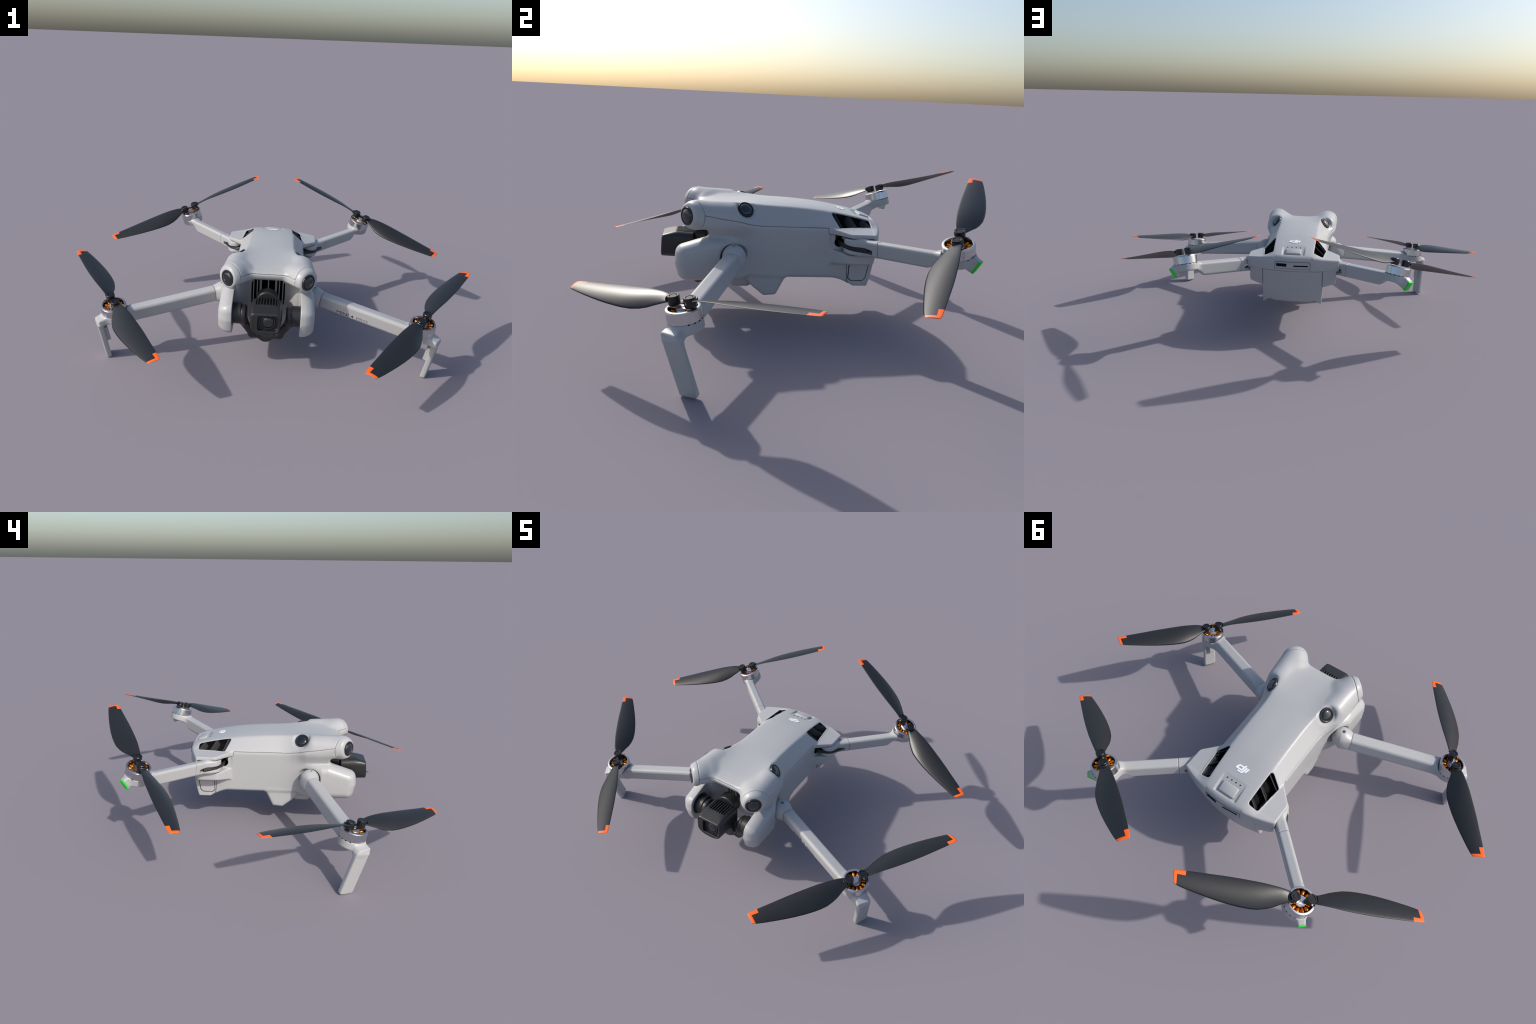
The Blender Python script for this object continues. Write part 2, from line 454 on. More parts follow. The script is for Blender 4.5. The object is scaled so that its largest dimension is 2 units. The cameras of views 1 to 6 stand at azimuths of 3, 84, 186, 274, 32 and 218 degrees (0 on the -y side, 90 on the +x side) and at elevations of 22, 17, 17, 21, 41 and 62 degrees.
def front_arm(P):
    a0, a1 = along(FA_P, FA_D, .2573), along(FA_P, FA_D, .655)
    side = unit(np.cross((0, 0, 1), FA_D)); up = np.cross(FA_D, side)
    c = (a0 + a1) / 2; hl = np.linalg.norm(a1 - a0) / 2
    q = loc(P, c, (FA_D, side, up))
    sec = arm_section(q)
    arm = smax(sec, np.abs(q[0]) - F32(hl), .002)
    mc = FM_C - FM_N * (BELL_H + .0185)
    mount = rcyl(loc(P, mc, frame(FM_N, (1, 0, 0))), .0575, .0185, .006)
    f = smin(arm, mount, .030)
    # leg: slanted panel below the motor, set back at the foot
    top, bot = np.array((.7625, -.4225, .209)), np.array((.7475, -.3655, .000))
    ld = unit(top - bot); wd = np.array((math.sin(.47), math.cos(.47), 0)); wd = unit(wd - ld * (wd @ ld)); nd = np.cross(wd, ld)
    ql = loc(P, (top + bot) / 2, (ld, wd, nd))
    leg = rbox(ql, (np.linalg.norm(top - bot) / 2, .0325, .0122), .0075)
    leg = smax(leg, -P[2], .006)
    hd = unit((.80, -.53, -.28)); hw = unit((.53, .80, 0))
    head = rbox(loc(P, (.7335, -.4105, .2165), (hd, hw, np.cross(hd, hw))), (.040, .0300, .0150), .007)
    f = smin(smin(f, leg, .034), head, .012)
    rib = rbox(loc(P, np.array((.7365, -.394, .135)), (ld, wd, nd)), (.040, .012, .008), .003)
    f = smin(f, rib, .006)
    bell = rcyl(loc(P, FM_C - FM_N * (BELL_H / 2 - .02), frame(FM_N, (1, 0, 0))), BELL_R + .0015, BELL_H / 2 + .02, .001)
    return sub(f, bell, .002)

V, Q = sdf_mesh(front_arm, (.235, -.475, -.006), (.805, -.165, .335), .0028)
front_arms = pair("front_arm", V, Q, WHITE)

def front_knuckle(P):
    """Ball-ended root of the front arm in its socket."""
    side = unit(np.cross((0, 0, 1), FA_D)); up = np.cross(FA_D, side)
    a1 = along(FA_P, FA_D, .2565)
    q = loc(P, a1, (FA_D, side, up))
    sec = arm_section(q, .0006)
    stub = smax(sec, np.abs(q[0] + F32(.022)) - F32(.022), .002)
    ball = capsule(P, HINGE_F + np.array((0, 0, .004)), HINGE_F - np.array((0, 0, .004)), .0465, .0465)
    f = smin(stub, ball, .020)
    f = smax(f, q[0] - F32(.0), .001)
    pin = rcyl(loc(P, (.2175, -.2195, .340), frame((.15, -.1, 1), (1, 0, 0))), .0075, .008, .001)
    return sub(f, pin, .002)

V, Q = sdf_mesh(front_knuckle, (.15, -.275, .235), (.275, -.145, .36), .0022)
knuckles = pair("front_hinge", V, Q, WHITE)

LED_C = np.array((.5515, .6130, .3785)); LED_N = unit((.60, .64, -.45))

def rear_arm(P):
    a0, a1 = along(RA_P, RA_D, .2822), along(RA_P, RA_D, .475)
    side = unit(np.cross((0, 0, 1), RA_D)); up = np.cross(RA_D, side)
    c = (a0 + a1) / 2; hl = np.linalg.norm(a1 - a0) / 2
    q = loc(P, c, (RA_D, side, up))
    sec = rear_section(q)
    arm = smax(sec, np.abs(q[0]) - F32(hl), .002)
    arm = smax(arm, (q[0] - F32(hl - .022)) * F32(.75) - (q[2] + F32(.012)) * F32(.66), .012)
    mc = RM_C - RM_N * (BELL_H + .0180)
    mount = rcyl(loc(P, mc, frame(RM_N, (1, 0, 0))), .0575, .0180, .006)
    f = smin(arm, mount, .032)
    ax_ = frame(LED_N, (.66, -.75, 0))
    lb = rbox(loc(P, LED_C - LED_N * .030, ax_), (.0165, .0270, .0290), .008)
    f = smin(f, lb, .016)
    bell = rcyl(loc(P, RM_C - RM_N * (BELL_H / 2 - .02), frame(RM_N, (1, 0, 0))), BELL_R + .0015, BELL_H / 2 + .02, .001)
    return sub(f, bell, .002)

V, Q = sdf_mesh(rear_arm, (.255, .30, .305), (.60, .66, .46), .0026)
rear_arms = pair("rear_arm", V, Q, WHITE)

def rear_knuckle(P):
    """Forked root of the rear arm: two cheeks round the cable."""
    a1 = along(RA_P, RA_D, .2815)
    side = unit(np.cross((0, 0, 1), RA_D)); up = np.cross(RA_D, side)
    q = loc(P, a1, (RA_D, side, up))
    sec = rear_section(q, .0006)
    stub = smax(sec, np.abs(q[0] + F32(.045)) - F32(.045), .002)
    disc = rcyl([P[0] - F32(.2), P[1] - F32(.268), P[2] - F32(.3525)], .043, .0305, .006)
    f = smin(stub, disc, .030)
    f = smax(f, q[0], .001)
    slot = smax(np.abs(P[2] - F32(.3515) + (P[0] - F32(.2)) * F32(.12)) - F32(.0095), q[0] + F32(.024), .006)
    slot = smax(slot, -(q[1] + F32(.0)) - F32(.06), .004)
    return sub(f, slot, .003)

V, Q = sdf_mesh(rear_knuckle, (.145, .215, .310), (.31, .37, .395), .0022)
pair("rear_hinge", V, Q, WHITE)

# ------------------------------------------------------------------ generic solids
def lathe(profile, seg=48, closed=False):
    """Quads of a profile [(r, z)] turned about z."""
    P = np.array(profile, float); n = len(P)
    a = np.linspace(0, 2 * math.pi, seg, endpoint=False)
    V = np.stack([np.outer(np.cos(a), P[:, 0]), np.outer(np.sin(a), P[:, 0]), np.tile(P[:, 1], (seg, 1))], 2).reshape(-1, 3)
    Q = []
    m = n if closed else n - 1
    for i in range(seg):
        for j in range(m):
            k = (j + 1) % n; i2 = (i + 1) % seg
            Q.append((i * n + j, i2 * n + j, i2 * n + k, i * n + k))
    return V, np.array(Q)

def place(V, c, axes):
    A = np.array(axes); return np.asarray(V) @ A + np.array(c)

def tube(points, r, seg=10):
    P = np.array(points, float); n = len(P)
    T = np.gradient(P, axis=0); V = []
    up = np.array((0, 0, 1.0))
    for p, t in zip(P, T):
        t = unit(t); s = np.cross(t, up); s = unit(s) if np.linalg.norm(s) > 1e-6 else np.array((1., 0, 0)); u = np.cross(s, t)
        for a in np.linspace(0, 2 * math.pi, seg, endpoint=False):
            V.append(p + r * (math.cos(a) * s + math.sin(a) * u))
    Q = [(i * seg + j, i * seg + (j + 1) % seg, (i + 1) * seg + (j + 1) % seg, (i + 1) * seg + j) for i in range(n - 1) for j in range(seg)]
    return np.array(V), np.array(Q)

def join(parts):
    Vs, Qs, o = [], [], 0
    for V, Q in parts:
        Vs.append(np.asarray(V)); Qs.append(np.asarray(Q) + o); o += len(V)
    return np.concatenate(Vs), np.concatenate(Qs)

def block(c, axes, half, bev=.001):
    """Box with chamfered edges."""
    bm = bmesh.new(); bmesh.ops.create_cube(bm, size=2)
    bmesh.ops.scale(bm, vec=half, verts=bm.verts)
    if bev:
        bmesh.ops.bevel(bm, geom=bm.edges[:], offset=bev, segments=2, affect='EDGES', profile=.5)
    bmesh.ops.triangulate(bm, faces=bm.faces)
    bm.verts.ensure_lookup_table()
    V = np.array([v.co[:] for v in bm.verts]); T = np.array([[v.index for v in f.verts] for f in bm.faces]); bm.free()
    return place(V, c, axes), T

def bezier(p, n=24):
    p = np.array(p, float); t = np.linspace(0, 1, n)[:, None]
    while True:
        if len(p) == 4:
            return (1 - t) ** 3 * p[0] + 3 * t * (1 - t) ** 2 * p[1] + 3 * t * t * (1 - t) * p[2] + t ** 3 * p[3]
        raise ValueError

I3 = ((1, 0, 0), (0, 1, 0), (0, 0, 1))

# ------------------------------------------------------------------ motors
def motor(centre, axis, xdir):
    fr = frame(axis, xdir); put = lambda V: place(V, centre, fr)
    R, Hh = BELL_R, BELL_H
    bell = lathe([(.0535, -Hh), (R, -Hh), (R, -.0055), (R - .0006, -.0050), (R - .0006, -.0046), (R - .0002, -.0040), (R - .0012, -.0012), (R - .0032, 0), (.0482, 0), (.0468, -.0012), (.0468, -.007), (.0500, -.010), (.0500, -Hh + .002), (.0535, -Hh)], 72)
    b = make_mesh("motor_bell", put(bell[0]), bell[1][:, ::-1], STEEL, ROOT, angle=35)
    floor_ = lathe([(0.0001, -.036), (.0505, -.036), (.0505, -.0440), (.0540, -.0440)], 48)
    make_mesh("motor_core", put(floor_[0]), floor_[1], DARKMETAL, b)
    # notched gap under the bell
    gap = join([block((.0548 * math.cos(a), .0548 * math.sin(a), -Hh - .0012), ((math.cos(a), math.sin(a), 0), (-math.sin(a), math.cos(a), 0), (0, 0, 1)), (.0030, .0026, .0020), .0004) for a in np.linspace(0, 2 * math.pi, 18, endpoint=False) if (math.cos(a) * fr[0] + math.sin(a) * fr[1])[1] > .15])
    o = make_mesh("vent_notch", put(gap[0]), gap[1], VOID, b, smooth=False); o["kind"] = "stuff"
    # copper windings round the stator
    prof = [(.0095 * .78 * math.cos(t), .0068 * math.sin(t)) for t in np.linspace(0, 2 * math.pi, 12, endpoint=False)]
    base = None
    for k in range(12):
        a = 2 * math.pi * (k + .5) / 12
        c, s = math.cos(a), math.sin(a)
        rings = []
        for rr, g in ((.0265, .55), (.0275, .85), (.0300, 1), (.0400, 1.08), (.0440, 1.0), (.0452, .6)):
            for (u, v) in prof:
                rings.append((rr, u * g * (.75 + .25 * rr / .04), v * g - .0165))
        rings = np.array(rings); n = 12
        Qr = [(i * n + j, i * n + (j + 1) % n, (i + 1) * n + (j + 1) % n, (i + 1) * n + j) for i in range(5) for j in range(n)]
        Qr += [(0, 11 - 3 * 0 - 0, 8, 4)] * 0
        Vr = np.stack([rings[:, 0] * c - rings[:, 1] * s, rings[:, 0] * s + rings[:, 1] * c, rings[:, 2]], 1)
        make_mesh("coil", put(Vr), np.array(Qr), COPPER, b)
    hub = lathe([(0.0001, -.0055), (.0065, -.0055), (.0068, -.0075), (.0225, -.0075), (.0240, -.010), (.0240, -.030)], 40)
    make_mesh("stator_hub", put(hub[0]), hub[1][:, ::-1] if False else hub[1], STEEL, b, angle=35)
    # clamp bar that carries the folding blades
    bar = block(put(np.array((0, 0, -.0035)))[()], fr, (.046, .0150, .0040), .0015)
    make_mesh("blade_clamp", bar[0], bar[1], STEEL, b, angle=35)
    sh = lathe([(0.0001, .0022), (.0052, .0022), (.0058, .0014), (.0058, -.004)], 24)
    make_mesh("shaft", put(sh[0]), sh[1], STEEL, b, angle=35)
    return b

# ------------------------------------------------------------------ propellers
def propeller(centre, axis, bdir, hand):
    """Two folding blades; hand=+1: raised leading edge on the -e2 side of each blade seen along +e1."""
    e1, e2, n = frame(axis, bdir)
    hubc = np.array(centre) + n * .0
    prop = None
    R = np.array([.036, .046, .056, .068, .085, .105, .13, .16, .19, .22, .26, .30, .34, .38, .41, .430, .445, .458, .466, .4705])
    lead = curve(R, [(.036, .013), (.056, .0195), (.10, .0255), (.17, .0305), (.27, .0315), (.36, .0285), (.44, .025), (.466, .0222), (.4705, .0190)])
    trail = curve(R, [(.036, .013), (.056, .024), (.08, .036), (.105, .050), (.135, .061), (.17, .0685), (.20, .0695), (.26, .066), (.32, .058), (.37, .0490), (.41, .0410), (.44, .034), (.466, .0265), (.4705, .0225)])
    pitch = curve(R, [(.036, 10), (.07, 23), (.11, 25), (.16, 21.5), (.22, 17.5), (.30, 14), (.40, 11), (.4705, 9)])
    lift = curve(R, [(.036, -.004), (.08, 0.0), (.14, .001), (.30, .003), (.4705, .0075)])
    thick = curve(R, [(.036, .0075), (.06, .0055), (.10, .0036), (.20, .0026), (.4705, .0018)])
    camber = curve(R, [(.036, 0), (.08, .05), (.15, .085), (.30, .070), (.4705, .045)])
    S = np.array([0, .03, .09, .17, .28, .40, .55, .70, .84, .94, 1.0])
    R = .036 + (R - .036) * 1.027
    rows = []
    for r, l, t, p, z0, th, cb in zip(R, lead, trail, pitch, lift, thick, camber):
        ch = l + t; p = math.radians(p); row = []
        up = [(s, cb * 4 * s * (1 - s) * ch + th * math.sqrt(max(0, 1 - (2 * s - 1) ** 4)) * .5) for s in S]
        dn = [(s, cb * 4 * s * (1 - s) * ch - th * math.sqrt(max(0, 1 - (2 * s - 1) ** 4)) * .5) for s in S[-2:0:-1]]
        for s, hgt in up + dn:
            u = -l + s * ch          # across the blade, leading edge first
            row.append((r - (.006 * (s - .5) if r > .468 else 0), (u * math.cos(p) + hgt * math.sin(p)) * hand, -u * math.sin(p) + hgt * math.cos(p) + z0 + .002))
        rows.append(row)
    A = np.array(rows); nr, nc = A.shape[:2]
    for sgn in (1, -1):
        B = np.empty_like(A)
        B[..., 0] = A[..., 0] * sgn; B[..., 1] = A[..., 1] * sgn; B[..., 2] = A[..., 2]
        V = place(B.reshape(-1, 3), hubc, (e1, e2, n))
        blade, tip = [], []
        for i in range(nr - 1):
            for j in range(nc):
                q = (i * nc + j, i * nc + (j + 1) % nc, (i + 1) * nc + (j + 1) % nc, (i + 1) * nc + j)
                s0 = (S[j] + S[min(j + 1, len(S) - 1)]) / 2 if j < len(S) - 1 else (lambda k: (S[2 * (len(S) - 1) - k] + S[2 * (len(S) - 1) - k - 1]) / 2)(j)
                (tip if (i >= 17 or (i >= 15 and s0 < .27)) else blade).append(q)
        capq = []
        m = len(S)
        last = (nr - 1) * nc
        for j in range(m - 1):
            a, b_ = last + j, last + j + 1
            c_ = last + (nc - j - 1 if j + 1 < m - 1 else m - 1); d_ = last + ((nc - j) % nc)
            if len({a, b_, c_, d_}) == 4:
                capq.append((a, b_, c_, d_))
        tip += capq
        hub_z = n
        hc = hubc + e1 * (.0318 * sgn)
        cyl = lathe([(.0001, .0010), (.0012, .0010), (.0014, .0120), (.0070, .0120), (.0098, .0120), (.0102, .0098), (.0122, .0098), (.0126, .0128), (.0180, .0128), (.0195, .0112), (.0198, .004), (.0190, -.0175), (.0001, -.0175)], 40)
        hubo = make_mesh("propeller_hub", place(cyl[0], hc, (e1, e2, n)), cyl[1], HUB, prop, angle=35)
        fix_normals(hubo)
        if prop is None:
            prop = hubo; prop.name = "propeller"
        bo = fix_normals(make_mesh("blade", V, np.array(blade), BLADE, prop))
        used = np.array(tip)
        to = fix_normals(make_mesh("blade_tip", V, used, ORANGE, prop))
        for o in (bo, to):
            bm = bmesh.new(); bm.from_mesh(o.data)
            bmesh.ops.delete(bm, geom=[v for v in bm.verts if not v.link_faces], context='VERTS')
            bm.to_mesh(o.data); bm.free()
        # stop rib beside the hub
        rib = lathe([(.0235, -.004), (.0235, .0085), (.0255, .0085), (.0258, -.004)], 40)
        keep = [q for q in rib[1] if abs(math.atan2(rib[0][q[0]][1], rib[0][q[0]][0])) < .75]
        make_mesh("stop_rib", place(rib[0] * np.array((sgn, sgn, 1)), hc, (e1, e2, n)), np.array(keep), HUB, prop)
    return prop

MX = np.array((-1, 1, 1.0))
BF = np.array((.549, .751, .120)); BR = np.array((-.7775, .450, .2785))
for side in (1, -1):
    m = np.array((side, 1, 1.0))
    motor(FM_C * m, FM_N * m, BF * m)
    motor(RM_C * m, RM_N * m, BR * m)
    propeller((FM_C + FM_N * .0215) * m, FM_N * m, BF * m, 1 * side)
    propeller((RM_C + RM_N * .0215) * m, RM_N * m, BR * m, -1 * side)

# ------------------------------------------------------------------ lenses
def lens(name, c, n, r, proud):
    fr = frame(n, (0, 0, 1) if abs(n[2]) < .9 else (0, 1, 0)); put = lambda V: place(V, c, fr)
    ring = lathe([(r, -.010), (r, proud - .002), (r - .0015, proud), (r * .86, proud), (r * .82, proud - .0022), (r * .78, proud - .0026), (r * .76, -.010)], 48)
    o = make_mesh(name, put(ring[0]), ring[1], LENSRING, angle=40); fix_normals(o)
    g = lathe([(.00005, proud + .0052)] + [(r * .77 * math.sin(t), proud - .0028 + .008 * math.cos(t)) for t in np.linspace(.12, math.pi / 2, 10)], 40)
    go = make_mesh("lens_glass", put(g[0]), g[1], GLASS, o); fix_normals(go)
    return o

for side in (1, -1):
    m = np.array((side, 1, 1.0))
    lens("vision_lens", (NOSE_EYE - NOSE_N * .0005) * m, NOSE_N * m, .0358, .0035)
    lens("vision_lens", (SIDE_EYE - SIDE_N * .0015) * m, SIDE_N * m, .0330, .0035)

# ------------------------------------------------------------------ rear vents, button, ports

def vent_liner(P):
    """Dark duct floor under each vent opening."""
    x, y, z = P; ax = np.abs(x)
    b = body(P); v = vent_shape(ax, y)
    tub = smax(smax(v - F32(.0125), b + F32(.0044), .001), smax(-x, -(b + F32(.040)), .001), .001)
    return sub(tub, smax(v - F32(.0090), -(b + F32(.032)), .002), .001)
def louvres(P):
    """Slanted fins across the opening, just under the skin."""
    x, y, z = P; ax = np.abs(x)
    c = (ax * F32(.70) - y * F32(.71) + (z - F32(.43)) * F32(.35) + F32(.005)) / F32(.050)
    fin = np.abs(c - np.round(c)) * F32(.050) - F32(.0015)
    b = body(P)
    return smax(smax(vent_shape(ax, y) - F32(.0095), fin, .001), smax(smax(b + F32(.0055), -(b + F32(.033)), .001), -x, .001), .001)
V, Q = sdf_mesh(vent_liner, (.085, .155, .33), (.19, .37, .47), .0020)
ducts = pair("vent_duct", V, Q, VOID)
V, Q = sdf_mesh(louvres, (.085, .155, .35), (.19, .37, .47), .0013)
pair("vent_louvre", V, Q, LOUVRE)

slope = lambda y: math.atan((float(top_height(y + .005)) - float(top_height(y - .005))) / .01)
def on_top(y, lift=0.0):
    s = slope(y); ax = ((1, 0, 0), (0, math.cos(s), math.sin(s)), (0, -math.sin(s), math.cos(s)))
    return np.array((0, y, float(top_height(y)))) + np.array(ax[2]) * lift, ax

c, ax = on_top(.3425, -.0045)
bt = block(c, ax, (.0395, .0235, .0065), .0045)
btn = make_mesh("power_button", bt[0], bt[1], WHITE, angle=60)
for k in range(4):
    c, ax = on_top(.3035, -.0020)
    c = c + np.array((-.0333 + .0222 * k, 0, 0))
    d = lathe([(.0001, .0008), (.0030, .0008), (.0031, -.002)], 16)
    make_mesh("charge_dot", place(d[0], c, ax), d[1], INK, smooth=False)

# rear port panel
def rear_y(x):
    return float(.4014 - .93 * x * x)
for nm, x0, x1, z0, z1 in (("charge_port", .030, .082, .3740, .3890), ("card_slot", -.079, -.006, .3760, .3820)):
    cx = (x0 + x1) / 2; yy = rear_y(cx) + .0008
    tilt = -2.0 * cx
    axs = (unit((1, tilt, 0)), unit((-tilt, 1, 0)), (0, 0, 1))
    b = block((cx, yy, (z0 + z1) / 2), axs, ((x1 - x0) / 2, .0010, (z1 - z0) / 2), .0008)
    make_mesh(nm, b[0], b[1], VOID, smooth=False)
# hairline of the port panel
hl = []
for xs_, zs_ in (([-.090, .090], [.3630, .3630]), ([-.090, -.090], [.352, .392]), ([.090, .090], [.352, .392]), ([-.083, .083], [.3985, .3985]), ([-.090, -.083], [.392, .3985]), ([.083, .090], [.3985, .392])):
    t = np.linspace(0, 1, 18)
    xx = xs_[0] + (xs_[1] - xs_[0]) * t; zz = zs_[0] + (zs_[1] - zs_[0]) * t
    hl.append(tube(np.stack([xx, [rear_y(v) - .0003 - .02 * max(0, w - .375) for v, w in zip(xx, zz)], zz], 1), .0008, 6))
V, Q = join(hl)
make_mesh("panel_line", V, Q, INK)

# ------------------------------------------------------------------ rear hinge cables, latches
for side in (1, -1):
    m = np.array((side, 1, 1.0))
    for dz, dr in ((.004, 0), (-.004, .004)):
        pts = bezier([(.150, .214, .356 + dz), (.190 + dr, .212, .352 + dz), (.225 + dr, .235, .349 + dz), (.262, .305, .346 + dz * .6)], 24) * m
        V, Q = tube(pts, .0058, 10)
        fix_normals(make_mesh("cable", V, Q, CABLE))
    V, Q = tube(np.array([(.140, .214, .3535), (.165, .214, .3535)]) * m, .018, 24)
    make_mesh("cable_hole", V, Q, VOID)

def latch(P, grow=0.0):
    x, y, z = P
    o = convex(y, z, [(.2675, .275), (.2675, .254), (.2625, .200), (.280, .1865), (.328, .188), (.338, .198), (.3495, .268), (.350, .275)], .003)
    return smax(o - F32(grow), np.abs(x - F32(.1515)) - F32(.0028 if grow == 0 else .0016), .001)
V, Q = sdf_mesh(lambda P: smax(latch(P), P[2] - F32(.268), .002), (.140, .255, .18), (.160, .357, .285), .0016)
latches = pair("latch_button", V, Q, WHITE)
V, Q = sdf_mesh(lambda P: smax(latch(P, .0034), P[2] - F32(.268), .002), (.140, .252, .18), (.160, .360, .285), .0016)
pair("latch_gap", V, Q, VOID)

# ------------------------------------------------------------------ status lights
for side in (1, -1):
    m = np.array((side, 1, 1.0))
    b = block(LED_C * m - LED_N * m * .001, [a * m for a in frame(LED_N, (.66, -.75, 0))], (.0160, .0255, .0050), .0035)
    fix_normals(make_mesh("status_light", b[0], b[1], GREEN, angle=50))

# ------------------------------------------------------------------ gimbal and camera
ycol = []
bars = []
for x in (-.069, -.052, -.036, 0.0, .036, .052, .069):
    w = .005 if abs(x) in (.036,) else .003
    b = block((x, -.2435, .325), I3, (w / 1.0 if w > .004 else .0026, .004, .066), .0008)
    fix_normals(make_mesh("grille_bar", b[0], b[1], WHITE_IN, angle=40))
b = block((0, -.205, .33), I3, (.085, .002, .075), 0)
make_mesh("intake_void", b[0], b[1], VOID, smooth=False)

PIV = np.array((.0, -.383, .272))
for side in (1, -1):
    fx = frame((side, 0, 0), (0, 0, 1))
    d = lathe([(.0001, -.012), (.0455, -.012), (.0475, -.010), (.0475, .030), (.0001, .030)], 56)
    fix_normals(make_mesh("pitch_motor", place(d[0], PIV + np.array((side * .126, 0, 0)), fx), d[1], BLACK, angle=40))

def yoke(P):
    x, y, z = P; ax = np.abs(x)
    ends = rcyl([y + F32(.385), z - F32(.268), ax - F32(.104)], .0460, .0150, .0105)
    leg = capsule((ax, y, z), (.106, -.378, .235), (.062, -.362, .158), .020, .016)
    cross = capsule((ax, y, z), (.0, -.358, .152), (.066, -.360, .156), .018, .016)
    f = smin(smin(ends, leg, .016), cross, .012)
    bump = rcyl([x, z - F32(.160), y + F32(.352)], .038, .022, .007)
    f = smin(f, bump, .010)
    roll = rcyl([x, z - F32(.330), y + F32(.352)], .051, .026, .008)
    stem = rbox([x, y + F32(.335), z - F32(.24)], (.030, .014, .09), .006)
    return smin(f, smin(roll, stem, .008), .008)
V, Q = sdf_mesh(yoke, (-.135, -.445, .112), (.135, -.305, .388), .0026)
make_mesh("gimbal_yoke", V, Q, BLACK)

CT = math.radians(3)
CAMX = ((1, 0, 0), (0, math.cos(CT), -math.sin(CT)), (0, math.sin(CT), math.cos(CT)))
def camera_body(P):
    q = loc(P, (0, -.445, .302), CAMX)
    x, y, z = q
    # rounded-square tube, fuller below
    up_ = (np.abs(x) / F32(.0745)) ** 2.7 + (np.maximum(z, 0) / F32(.0620)) ** 2.7 + (np.maximum(-z, 0) / F32(.0640)) ** 2.3
    sec = (up_ ** F32(1 / 2.7) - F32(1)) * F32(.060)
    f = smax(sec, smax(z + np.maximum(-(y + F32(.006)), 0) * F32(.36) - F32(.0575), np.abs(x) + np.maximum(-(y + F32(.02)), 0) * F32(.14) - F32(.0725), .02), .010)
    f = smax(f, smax(-(y + F32(.0690)), y - F32(.064), .006), .006)
    # lens window in the front face
    win = smax(smax(np.abs(x - F32(.0115)) - F32(.0445), np.abs(z + F32(.010)) - F32(.0350), .016), y + F32(.0500) - F32(.012) * 0, .004)
    f = sub(f, smax(win, -(y + F32(.085)), .002), .003)
    # cooling slots in the roof
    slots = smax(np.abs(((x + F32(.0065)) / F32(.0128)) - np.round((x + F32(.0065)) / F32(.0128))) * F32(.0128) - F32(.0034), np.abs(x) - F32(.0455), .001)
    sl = smax(slots, smax(np.abs(y - F32(.028)) - F32(.038), F32(.046) - z, .002), .002)
    return sub(f, sl, .001)
V, Q = sdf_mesh(camera_body, (-.080, -.525, .228), (.080, -.372, .372), .0019)
cam = make_mesh("camera", V, Q, BLACK)
def cam_pt(p):
    return place(np.array(p, float), (0, -.445, .302), CAMX)
lx, lz = .0120, -.008
cn = -np.array(CAMX[1]); fr = frame(cn, (0, 0, 1))
lc = cam_pt((lx, -.0535, lz))
for nm, prof, mt in (("lens_barrel", [(.0325, -.006), (.0325, .0030), (.0305, .0045), (.0270, .0045), (.0262, .0005), (.0001, .0005)], LENSRING),
                     ("lens_iris", [(.0175, .0008), (.0172, .0030), (.0120, .0034), (.0115, .0018), (.0001, .0018)], IRIS)):
    L = lathe(prof, 48); fix_normals(make_mesh(nm, place(L[0], lc, fr), L[1], mt, cam, angle=35))
L = lathe([(.00005, .0095)] + [(.0255 * math.sin(t), .0015 + .008 * math.cos(t)) for t in np.linspace(.12, math.pi / 2, 9)], 40)
camglass = fix_normals(make_mesh("camera_glass", place(L[0], lc, fr), L[1], GLASS, cam))

# ------------------------------------------------------------------ writing
def lettering(name, text, size, origin, axes, mat, parent=None, extra=0.0, stretch=1.0, shear=0.0, depth=.0004, onto=None):
    cu = bpy.data.curves.new(name, 'FONT'); cu.body = text; cu.size = size; cu.extrude = depth; cu.offset = extra
    cu.align_x = 'LEFT'; cu.align_y = 'BOTTOM_BASELINE'; cu.shear = shear; cu.resolution_u = 6
    o = bpy.data.objects.new(name, cu); bpy.context.scene.collection.objects.link(o)
    bpy.context.view_layer.update()
    dg = bpy.context.evaluated_depsgraph_get()
    me = bpy.data.meshes.new_from_object(o.evaluated_get(dg)); bpy.data.objects.remove(o)
    n = len(me.vertices); co = np.empty(n * 3, F32); me.vertices.foreach_get("co", co); co = co.reshape(-1, 3)
    co[:, 0] *= stretch
    hgt = co[:, 2].copy(); co = place(co, origin, axes).astype(F32)
    if onto is not None:                     # wrap the letters on to the curved surface
        for _ in range(4):
            d = onto((co[:, 0], co[:, 1], co[:, 2])) - (hgt + F32(.0003))
            co = co - d[:, None] * np.array(axes[2], F32)
    me.vertices.foreach_set("co", co.ravel()); me.update()
    me.materials.clear(); me.materials.append(mat); me.name = name
    return link(bpy.data.objects.new(name, me), parent or ROOT), float(np.ptp(co, axis=0).max())

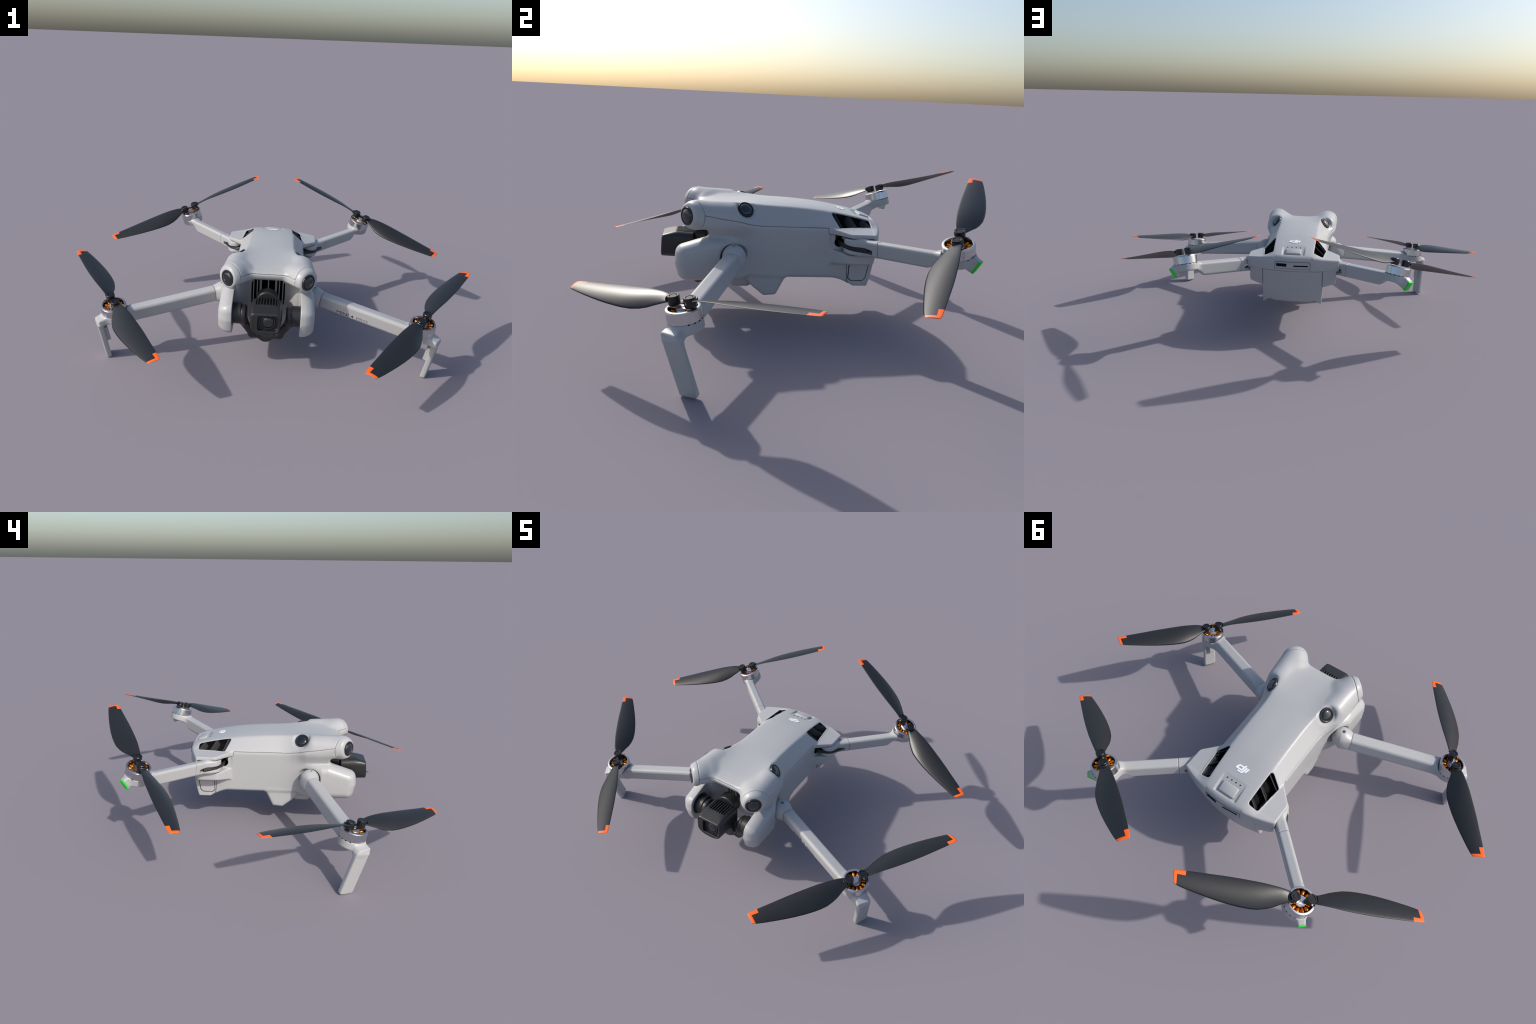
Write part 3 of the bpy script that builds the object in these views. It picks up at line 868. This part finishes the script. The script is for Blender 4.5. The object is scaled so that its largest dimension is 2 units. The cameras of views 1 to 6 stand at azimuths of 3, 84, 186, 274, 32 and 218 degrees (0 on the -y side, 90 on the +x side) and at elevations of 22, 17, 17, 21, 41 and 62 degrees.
side = unit(np.cross((0, 0, 1), FA_D)); up = np.cross(FA_D, side)     # side points to +y, so the printed face is -side
pn = unit(-side * .96 - up * .28)          # flat face looking forward and down
pu = np.cross(pn, FA_D)
face = along(FA_P, FA_D, .336) + pn * .0270 - pu * .0155
tx = (FA_D, pu, pn)
lettering("printed_word", "MINI 4", .0205, face, tx, INK, front_arms[0], extra=0.0, stretch=1.45, onto=front_arm)
lettering("printed_word", "PRO", .0205, face + FA_D * .096, tx, GREYINK, front_arms[0], extra=-.00025, stretch=1.45, onto=front_arm)
cf = cam_pt((-.0615, -.0692, -.026)); cax = ((1, 0, 0), CAMX[2], cn)
lettering("printed_mark", "24", .0105, cf + np.array((.004, 0, 0)), cax, INK, cam, extra=.0003)
lettering("printed_mark", "F1.7", .0088, cf - np.array((0, 0, .009)), cax, INK, cam, extra=.0003)

def prism(polys, origin, axes, depth, mat, name):
    V, Fc = [], []
    for poly in polys:
        b = len(V); n = len(poly)
        V += [(x, y, 0) for x, y in poly] + [(x, y, depth) for x, y in poly]
        Fc += [tuple(range(b + n, b + 2 * n))] + [(b + i, b + (i + 1) % n, b + n + (i + 1) % n, b + n + i) for i in range(n)]
    return make_mesh(name, place(np.array(V), origin, axes), Fc, mat, smooth=False)

# maker's mark on the roof: slanted d, j, i built from strokes; read from behind
c, ax = on_top(.2400, .0012)
u = .0108
sk = lambda pts: [(x * u + y * u * .32, y * u) for x, y in pts]
strokes = [
    sk([(-2.75, -1.05), (-.45, -1.05), (-.45, -.45), (-2.05, -.45), (-2.05, .30), (-2.80, .30), (-2.95, .10), (-2.95, -.85)]),
    sk([(-2.80, .30), (-2.05, .30), (-.45, .30), (-.45, .95), (-2.35, .95), (-2.70, .70)]),
    sk([(-.45, -1.05), (.25, -1.05), (.25, 1.60), (-.45, 1.60)]),
    sk([(1.15, .95), (.45, .95), (.45, -1.15), (.32, -1.28), (-1.35, -1.28), (-1.35, -1.90), (.62, -1.90), (1.0, -1.65), (1.15, -1.25)]),
    sk([(1.35, .95), (2.05, .95), (2.05, -1.05), (1.35, -1.05)]),
]
strokes = [[(x + .35 * u, y) for x, y in p] for p in strokes]
bx = ((-1, 0, 0), tuple(-np.array(ax[1])), ax[2])
prism(strokes, c, bx, .0004, LOGO, "maker_mark")
